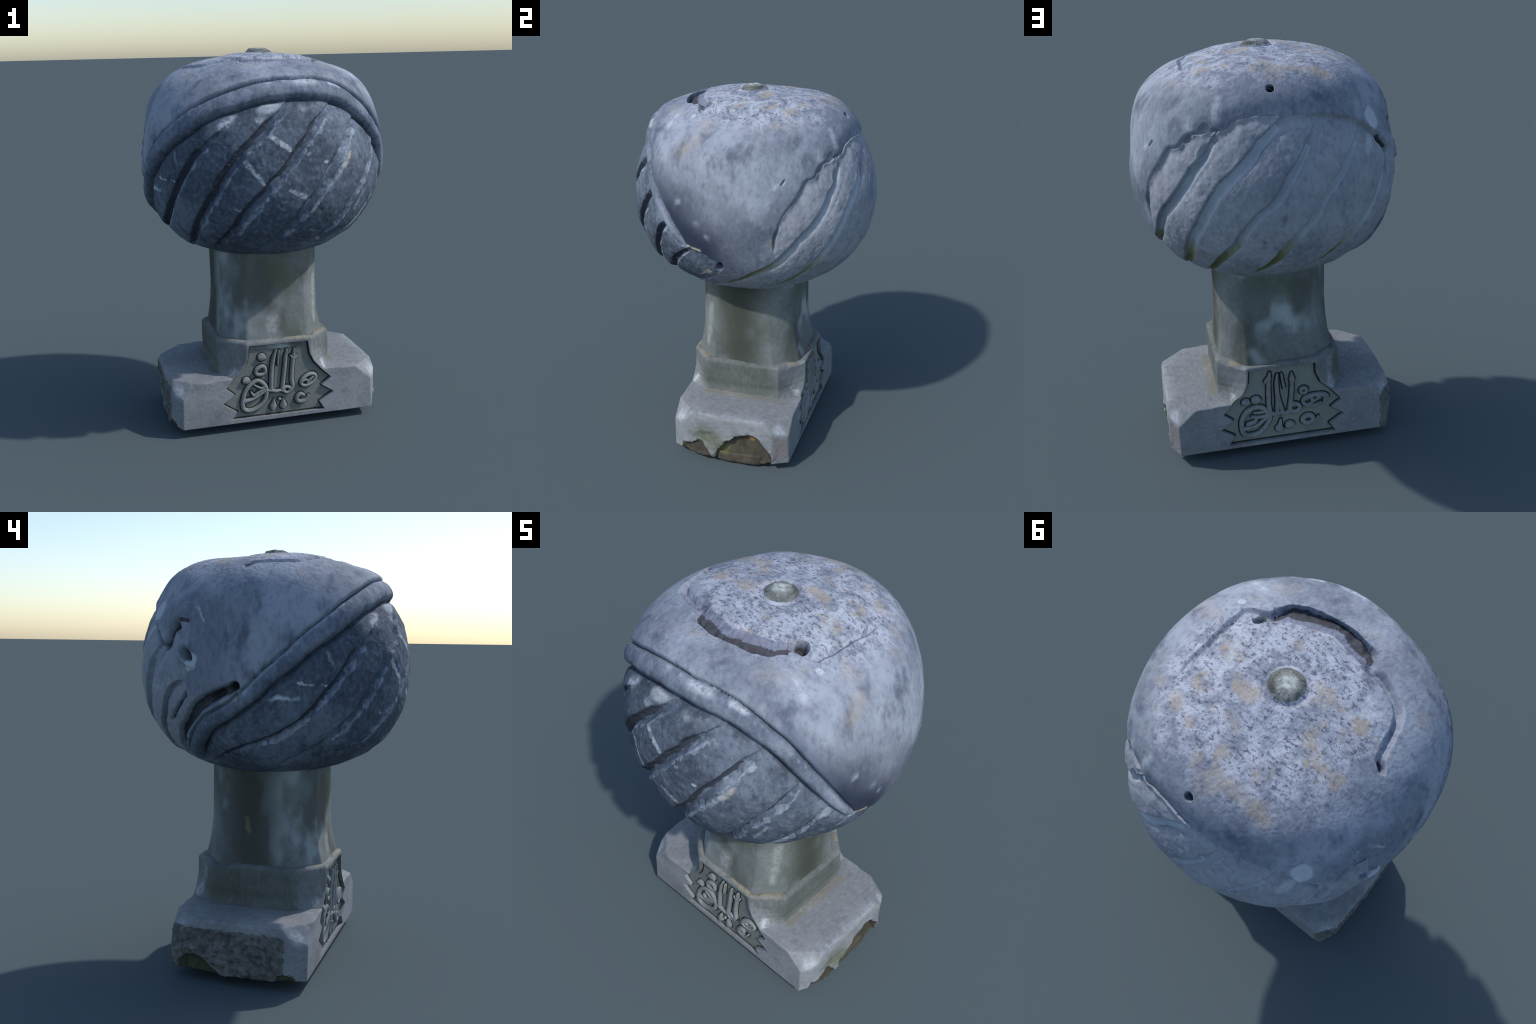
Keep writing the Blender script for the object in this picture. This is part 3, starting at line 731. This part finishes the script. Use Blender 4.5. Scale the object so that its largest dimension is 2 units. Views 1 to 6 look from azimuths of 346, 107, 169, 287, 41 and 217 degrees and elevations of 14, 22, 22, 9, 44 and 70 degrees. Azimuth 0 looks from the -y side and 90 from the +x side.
# collar: octagon whose front and back faces widen downwards into horns flush with the block
collar_rows = [(.285, .272, .315), (.300, .262, .313), (.312, .247, .311), (.328, .228, .310), (.350, .207, .309), (.378, .190, .313), (.41, .180, .313), (.45, .177, .312), (.488, .178, .311), (.500, .172, .292)]
loops = []
for k, (z, fx, sx) in enumerate(collar_rows):
    yin = .012 if k == len(collar_rows) - 1 else 0
    loops.append(octagon(z, fx, .212, sx, YF + yin, YB - yin))
collar = bulk("collar", loops, M_collar, ROOT, .0055, 3)
co, no = coords(collar)
flat = sstep(.004, .012, np.minimum(np.abs(co[:, 1] - YF), np.abs(co[:, 1] - YB)))
chips = sstep(.15, .5, vnoise(co, 9, 211, 2)) * sstep(.470, .495, co[:, 2])
put(collar, co + no * (flat * (.0025 * vnoise(co, 8, 212, 3) + .0008 * vnoise(co, 45, 213, 2)))[:, None] - np.array([0, 0, .012]) * (chips * flat)[:, None])

# block: box with clipped upright corners and slanting corner facets, gently pitched top
pts = []
for sx in (-1, 1):
    for y, sg in ((YF, -1), (YB, 1)):
        yin = .245 if sg < 0 else .252
        pts += [(sx * .527, y, .049), (sx * .525, y, .216), (sx * .572, sg * yin, .054), (sx * .570, sg * yin, .250), (sx * .436, y, .298), (sx * .562, sg * .205, .297), (sx * .24, y, .308), (sx * .31, sg * .21, .305)]
pts += [(.574, -.13, .036), (.574, .20, .032), (.580, 0, .15), (.575, 0, .285), (-.574, .06, .044), (-.574, -.18, .046), (-.578, 0, .16), (-.574, 0, .285), (.35, -.1, .04), (-.4, 0, .045)]
bm = bmesh.new()
for p in pts:
    bm.verts.new(p)
bmesh.ops.convex_hull(bm, input=bm.verts)
me = bpy.data.meshes.new("block")
bm.to_mesh(me)
bm.free()
block = bpy.data.objects.new("block", me)
bpy.context.collection.objects.link(block)
block.parent = ROOT
for m in (M_block, M_rough, M_break, M_moss_break):
    me.materials.append(m)
refine(block, .0056, 3)

def poly_dist(P, poly):
    """signed distance to a polygon (negative inside)"""
    poly = np.asarray(poly, float)
    d = np.full(len(P), 9.0)
    inside = np.zeros(len(P), bool)
    for a, b in zip(poly, np.roll(poly, -1, 0)):
        ab = b - a
        t = np.clip((P - a) @ ab / (ab @ ab), 0, 1)
        d = np.minimum(d, np.linalg.norm(P - a - t[:, None] * ab, axis=1))
        c = ((a[1] > P[:, 1]) != (b[1] > P[:, 1]))
        with np.errstate(divide="ignore", invalid="ignore"):
            x = a[0] + (P[:, 1] - a[1]) * ab[0] / ab[1]
        inside ^= c & (P[:, 0] < x)
    return np.where(inside, -d, d)

co, no = coords(block)
flat = sstep(.004, .014, np.minimum(np.abs(co[:, 1] - YF), np.abs(co[:, 1] - YB)))
new = co + no * (flat * (.0030 * vnoise(co, 7, 221, 3) + .0009 * vnoise(co, 45, 222, 2)))[:, None]
yz = co[:, 1:] + .014 * np.stack([vnoise(co, 22, 223, 3), vnoise(co, 22, 224, 3)], -1)
right, left = sstep(.46, .54, co[:, 0]), sstep(-.46, -.54, co[:, 0])
BIG = poly_dist(yz, [(-.075, .03), (-.062, .092), (-.030, .120), (-.012, .152), (.036, .180), (.100, .205), (.141, .214), (.178, .192), (.208, .142), (.240, .108), (.252, .082), (.232, .02)])
CHIP = poly_dist(yz, [(-.285, .05), (-.258, .100), (-.206, .108), (-.169, .134), (-.140, .112), (-.112, .07), (-.09, .03)])
NOOK = poly_dist(yz, [(.300, .03), (.292, .088), (.244, .125), (.195, .130), (.158, .108), (.115, .078), (.065, .03)])
NICK = poly_dist(yz, [(-.176, .03), (-.190, .068), (-.212, .086), (-.246, .090), (-.275, .066), (-.285, .03)])
SCOOP = poly_dist(yz, [(-.22, .12), (-.19, .19), (-.08, .215), (-.03, .17), (-.06, .09)])
new[:, 0] -= right * (.028 * sstep(.004, -.014, BIG) * sstep(.0, .06, co[:, 2]) + .004 * sstep(.003, -.006, BIG) + .016 * sstep(.004, -.02, CHIP) + .007 * sstep(.0, -.03, SCOOP))
new[:, 0] += right * .009 * np.exp(-((np.minimum(BIG, CHIP) - .008) / .012) ** 2) * vnoise(co, 40, 225, 2)
new[:, 0] += left * (.013 * sstep(.004, -.022, NOOK) + .009 * sstep(.004, -.015, NICK))
# hammered end face
ham = left * sstep(.275, .235, co[:, 2]) * sstep(-.24, -.21, co[:, 1])
new[:, 0] += ham * (.030 * np.abs(vnoise(co, 26, 226, 2)) + .006 * vnoise(co, 60, 227, 2) - .007) * sstep(0, .01, NOOK)
# underside: uneven, edge nibbled
bot = sstep(.075, .050, co[:, 2])
new[:, 2] += flat * bot * .008 * vnoise(co, 9, 228, 3)
put(block, new)
matid = np.zeros(len(co), int)
matid[(ham > .5)] = 1
matid[(right > .3) & ((BIG < 0) | (CHIP < 0))] = 2
matid[(left > .3) & ((NOOK < 0) | (NICK < 0))] = 3

# bulging broken underside
yy, xx = np.meshgrid(np.linspace(0, 2 * math.pi, 64, endpoint=False), np.linspace(0, 1, 9))
under = []
for f, z in ((1.0, .075), (1.0, .045), (1.0, .022), (.99, .008), (.97, .001), (.5, .0)):
    ring = []
    for a in np.linspace(0, 2 * math.pi, 72, endpoint=False):
        c, s = math.cos(a), math.sin(a)
        q = 1 / (abs(c) ** 5 + abs(s) ** 5) ** .2
        x, y = .10 + .462 * q * c * f, .055 + (.165 + .03 * c) * q * s * f
        ring.append((x, y, z))
    under.append(ring)
stub = bulk("broken_underside", under, M_break, ROOT, .009, 2)
co, no = coords(stub)
new = co + no * (.012 * vnoise(co, 8, 231, 3) + .004 * vnoise(co, 30, 232, 2))[:, None]
new[:, 2] = np.where(new[:, 2] < .05, (new[:, 2] - new[:, 2].min()) * (.05 / (.05 - new[:, 2].min())), new[:, 2])
put(stub, new)

# ------------------------------------------------------------------ inscription panels
PANEL_FRONT = [(-.164, .477), (-.169, .418), (-.180, .374), (-.203, .343), (-.232, .320), (-.250, .305), (-.295, .253), (-.249, .213), (-.313, .166), (-.236, .112), (-.266, .071),
               (.257, .070), (.228, .116), (.309, .168), (.241, .212), (.294, .253), (.240, .303), (.196, .353), (.173, .402), (.163, .474)]
PANEL_BACK = [(.170, .478), (.175, .406), (.198, .356), (.252, .311), (.306, .249), (.260, .211), (.322, .163), (.256, .120), (.285, .070),
              (-.266, .070), (-.233, .116), (-.311, .166), (-.244, .213), (-.297, .250), (-.246, .311), (-.189, .366), (-.168, .418), (-.166, .478)]
DEEP = .020

def grown(outline, grow):
    P = np.array(outline)
    if grow:
        nxt, prv = np.roll(P, -1, 0) - P, P - np.roll(P, 1, 0)
        area = np.sum(P[:, 0] * np.roll(P[:, 1], -1) - np.roll(P[:, 0], -1) * P[:, 1])
        n1, n2 = (np.stack([v[:, 1], -v[:, 0]], -1) / np.linalg.norm(v, axis=1)[:, None] for v in (nxt, prv))
        m = n1 + n2
        m /= np.maximum(np.sum(m * n1, 1), .45)[:, None]
        P = P + m * grow * (1 if area > 0 else -1)
    return P

def prism(outline, y0, y1, grow=0.0):
    P = grown(outline, grow)
    n = len(P)
    vs = [(x, y0, z) for x, z in P] + [(x, y1, z) for x, z in P]
    fs = [tuple(range(n)), tuple(range(n, 2 * n))[::-1]] + [(i, (i + 1) % n, n + (i + 1) % n, n + i) for i in range(n)]
    bm = bmesh.new()
    bv = [bm.verts.new(v) for v in vs]
    for f in fs:
        bm.faces.new([bv[k] for k in f])
    bmesh.ops.recalc_face_normals(bm, faces=bm.faces)
    me = bpy.data.meshes.new("prism")
    bm.to_mesh(me)
    bm.free()
    return me

cutters = []
for outline, y0, y1 in ((PANEL_FRONT, YF - .03, YF + DEEP), (PANEL_BACK, YB + .03, YB - DEEP)):
    c = bpy.data.objects.new("cutter", prism(outline, y0, y1))
    bpy.context.collection.objects.link(c)
    cutters.append(c)

from mathutils.kdtree import KDTree
kd = KDTree(len(coords(block)[0]))
for k, p in enumerate(coords(block)[0]):
    kd.insert(p, k)
kd.balance()
for ob in (block, collar):
    for c in cutters:
        m = ob.modifiers.new("b", "BOOLEAN")
        m.operation, m.object, m.solver = "DIFFERENCE", c, "EXACT"
    apply_mods(ob)
# give block faces their stone and split it into named parts that share its border vertices
me = block.data
while len(me.materials) < 4:
    me.materials.append(M_block)
for k, m in enumerate((M_block, M_rough, M_break, M_moss_break)):
    me.materials[k] = m
ids = np.zeros(len(me.polygons), np.int32)
for p in me.polygons:
    co_, k, d_ = kd.find(p.center)
    ids[p.index] = matid[k] if d_ < .02 else 0
me.polygons.foreach_set("material_index", ids)
vn = np.empty(len(me.vertices) * 3, np.float32)
me.vertices.foreach_get("normal", vn)
vn = vn.reshape(-1, 3)
for ob in (block, collar):
    ob.data.set_sharp_from_angle(angle=math.radians(42))
for k, nm in ((1, "hammered_end"), (2, "chipped_end"), (3, "mossy_chip")):
    cp = block.copy()
    cp.data = block.data.copy()
    cp.name = cp.data.name = nm
    bpy.context.collection.objects.link(cp)
    bm = bmesh.new()
    bm.from_mesh(cp.data)
    bmesh.ops.delete(bm, geom=[f for f in bm.faces if f.material_index != k], context="FACES")
    lv = bm.verts.layers.int.new("src")
    bm.to_mesh(cp.data)
    bm.free()
    cp.parent = ROOT
bm = bmesh.new()
bm.from_mesh(block.data)
bmesh.ops.delete(bm, geom=[f for f in bm.faces if f.material_index != 0], context="FACES")
bm.to_mesh(block.data)
bm.free()
for c in cutters:
    bpy.data.objects.remove(c)

def stroke(name, pts, width, y0, out, parent, mat, height=.0125, closed=False, base=.0, flat=3.0, n=5):
    """raised brush stroke on a wall at y0; width: number or list along the stroke"""
    P = catmull(pts, n, closed) if len(pts) > 2 or closed else np.linspace(pts[0], pts[1], 9)
    w = np.interp(np.linspace(0, 1, len(P)), np.linspace(0, 1, len(np.atleast_1d(width))), np.atleast_1d(width)) / 2
    T = (np.roll(P, -1, 0) - np.roll(P, 1, 0)) if closed else np.gradient(P, axis=0)
    T /= np.linalg.norm(T, axis=1)[:, None] + 1e-9
    if not closed:      # round the ends
        L = np.r_[0, np.cumsum(np.linalg.norm(np.diff(P, axis=0), axis=1))]
        e0, e1 = w[0], w[-1]
        P = np.vstack([P[0] - T[0] * e0 * .95, P[0] - T[0] * e0 * .7, P, P[-1] + T[-1] * e1 * .7, P[-1] + T[-1] * e1 * .95])
        T = np.vstack([T[:1], T[:1], T, T[-1:], T[-1:]])
        w = np.r_[w[0] * .3, w[0] * .75, w, w[-1] * .75, w[-1] * .3]
    N2 = np.stack([-T[:, 1], T[:, 0]], -1)
    offs = np.array([-1, -.97, -.85, -.6, 0, .6, .85, .97, 1])
    hs = (1 - np.abs(offs) ** flat) ** (1 / flat)
    hs[[0, -1]] = 0
    verts, faces = [], []
    for p, q, ww in zip(P, N2, w):
        for o, h in zip(offs, hs):
            x, z = p + q * o * ww
            verts.append((x, y0 + out * (base + height * h if 0 < abs(h) else -.001), z))
    k = len(offs)
    m = len(P)
    for i in range(m if closed else m - 1):
        j = (i + 1) % m
        for s in range(k - 1):
            faces.append((i * k + s, i * k + s + 1, j * k + s + 1, j * k + s))
    if not closed:
        faces += [tuple(range(k)), tuple(range((m - 1) * k, m * k))]
    ob = mesh_object(name, verts, faces, mat, parent)
    bm = bmesh.new()
    bm.from_mesh(ob.data)
    bmesh.ops.recalc_face_normals(bm, faces=bm.faces)
    bm.to_mesh(ob.data)
    bm.free()
    return ob

def ringpts(x, z, rx, rz, turn=0, n=12):
    a = np.linspace(0, 2 * math.pi, n, endpoint=False)
    c, s = math.cos(turn), math.sin(turn)
    return [(x + rx * math.cos(t) * c - rz * math.sin(t) * s, z + rx * math.cos(t) * s + rz * math.sin(t) * c) for t in a]

def inscribe(letters, outline, yface, out, height, flat, floor):
    yfloor = yface - out * DEEP
    me = prism(outline, yfloor - out * .012, yfloor + out * .0012, -.0008)
    panel = bpy.data.objects.new("inscription_panel", me)
    bpy.context.collection.objects.link(panel)
    panel.parent = ROOT
    me.materials.append(floor)
    y = yfloor + out * .0012
    # thin dark strip along the border of the sunk panel
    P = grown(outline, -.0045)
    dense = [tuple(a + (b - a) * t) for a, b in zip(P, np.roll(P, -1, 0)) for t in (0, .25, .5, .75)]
    stroke("dark_outline", dense, .009, y, out, panel, M_dark_outline, .0009, True, 0, 4, 1)
    for name, pts, width, closed in letters:
        stroke(name, pts, np.atleast_1d(width) * 1.25, y, out, panel, M_letter, height, closed, 0, flat)
        stroke("dark_outline", pts, np.atleast_1d(width) * 1.25 + .013, y, out, panel, M_dark_outline, .0007, closed, 0, 4)
    return panel

def dot(x, z, r):
    return ("dot", [(x - .001, z), (x + .001, z)], 2 * r, False)

FRONT_TEXT = [
    ("letter", [(-.015, .434), (-.028, .390), (-.037, .334), (-.041, .277), (-.043, .216)], [.010, .017, .019, .019, .020], False),
    ("letter", [(-.065, .214), (-.043, .212), (-.018, .203), (.005, .207), (.028, .199)], [.014, .018, .014, .013, .016], False),
    ("letter", [(.002, .430), (-.002, .399), (-.005, .355)], [.008, .010, .008], False),
    ("letter", [(.046, .432), (.039, .388), (.033, .326), (.026, .268), (.018, .212)], [.009, .017, .018, .018, .016], False),
    ("letter", [(.088, .431), (.082, .378), (.075, .320), (.072, .263), (.077, .228), (.068, .202)], [.011, .018, .017, .018, .019, .016], False),
    ("letter", [(.067, .396), (.086, .380), (.101, .395)], [.008, .017, .008], False),
    ("letter", ringpts(.044, .206, .019, .016), .014, True),
    ("letter", [(-.118, .277), (-.152, .261), (-.181, .230), (-.196, .191), (-.202, .152), (-.195, .121), (-.167, .109), (-.133, .116), (-.098, .138), (-.075, .170), (-.069, .210), (-.079, .246)], .019, True),
    ("letter", [(-.188, .166), (-.143, .177), (-.108, .195), (-.074, .217)], [.020, .018, .016, .016], False),
    ("letter", [(-.155, .214), (-.139, .194), (-.113, .210), (-.080, .224)], [.008, .014, .012, .012], False),
    ("letter", [(-.137, .253), (-.102, .232), (-.082, .238)], [.008, .012, .012], False),
    dot(-.093, .404, .018), dot(-.180, .282, .017),
    ("letter", [(-.100, .352), (-.125, .336), (-.122, .312), (-.095, .308), (-.076, .318), (-.078, .346)], .017, True),
    ("letter", ringpts(.166, .248, .045, .026, .5), .016, True),
    ("letter", [(.132, .243), (.152, .250), (.164, .238)], [.008, .009, .008], False), ("letter", [(.160, .236), (.176, .250), (.190, .262)], [.008, .011, .010], False),
    ("letter", [(.136, .164), (.118, .170), (.101, .155), (.102, .136), (.120, .127), (.146, .132), (.166, .160)], [.014, .017, .019, .020, .020, .016, .007], False),
    ("drop", [(-.034, .118), (-.032, .135), (-.030, .158)], [.034, .024, .006], False), ("drop", [(.024, .118), (.023, .134), (.021, .157)], [.034, .024, .006], False), dot(.002, .157, .006)]
BACK_TEXT = [
    ("letter", [(.064, .446), (.067, .420), (.071, .390), (.073, .330), (.074, .269), (.070, .216)], [.010, .016, .017, .018, .019, .020], False),
    ("letter", [(.066, .424), (.078, .412), (.086, .402)], [.012, .014, .012], False),
    ("letter", [(.026, .432), (.031, .384), (.030, .335), (.029, .281), (.034, .222)], [.010, .017, .018, .018, .018], False),
    ("letter", [(.028, .335), (.019, .273), (.004, .210)], [.010, .017, .018], False),
    ("letter", [(.078, .222), (.040, .211), (.018, .217), (-.003, .205), (-.026, .217)], [.018, .018, .016, .016, .018], False),
    ("letter", [(.005, .432), (.001, .397), (-.006, .355)], [.010, .011, .011], False),
    ("letter", [(-.047, .430), (-.047, .396), (-.046, .378), (-.044, .336), (-.038, .276), (-.031, .228)], [.008, .025, .016, .017, .018, .020], False),
    ("letter", ringpts(-.056, .232, .027, .021), .016, True), ("letter", [(-.040, .260), (-.066, .250), (-.082, .236)], [.016, .016, .014], False),
    ("letter", ringpts(-.104, .324, .015, .014), .015, True),
    ("letter", ringpts(-.124, .260, .024, .022), .016, True),
    ("letter", [(-.110, .285), (-.140, .289), (-.170, .289), (-.205, .284), (-.220, .268), (-.208, .252)], [.014, .019, .019, .022, .026, .012], False),
    ("letter", [(-.118, .234), (-.151, .229), (-.175, .236), (-.192, .244)], [.014, .018, .015, .007], False), ("letter", [(-.150, .256), (-.164, .262), (-.180, .276)], [.006, .010, .012], False),
    ("letter", ringpts(-.122, .154, .026, .022), .020, True), ("letter", [(-.149, .138), (-.165, .149), (-.177, .166)], [.014, .010, .004], False),
    ("drop", [(.026, .126), (.022, .146), (.017, .174)], [.036, .018, .008], False), dot(-.028, .136, .019), dot(-.027, .146, .010), dot(.189, .299, .017), dot(.138, .305, .019),
    ("letter", [(.134, .264), (.167, .257), (.195, .234), (.213, .194), (.215, .151), (.206, .118), (.180, .107), (.136, .112), (.103, .138), (.080, .171), (.070, .207), (.083, .225), (.103, .253)], .020, True),
    ("letter", [(.204, .150), (.156, .153), (.117, .175), (.084, .203)], [.018, .018, .016, .016], False),
    ("letter", [(.163, .213), (.141, .206), (.150, .182), (.184, .174)], [.010, .015, .016, .018], False), ("letter", [(.142, .208), (.105, .207), (.080, .216)], [.012, .014, .018], False),
    ("letter", [(.150, .236), (.125, .232), (.098, .236)], [.010, .012, .012], False)]
inscribe(FRONT_TEXT, PANEL_FRONT, YF, -1, .0185, 2.4, M_panel)
inscribe(BACK_TEXT, PANEL_BACK, YB, 1, .0185, 3.0, M_panel_pale)
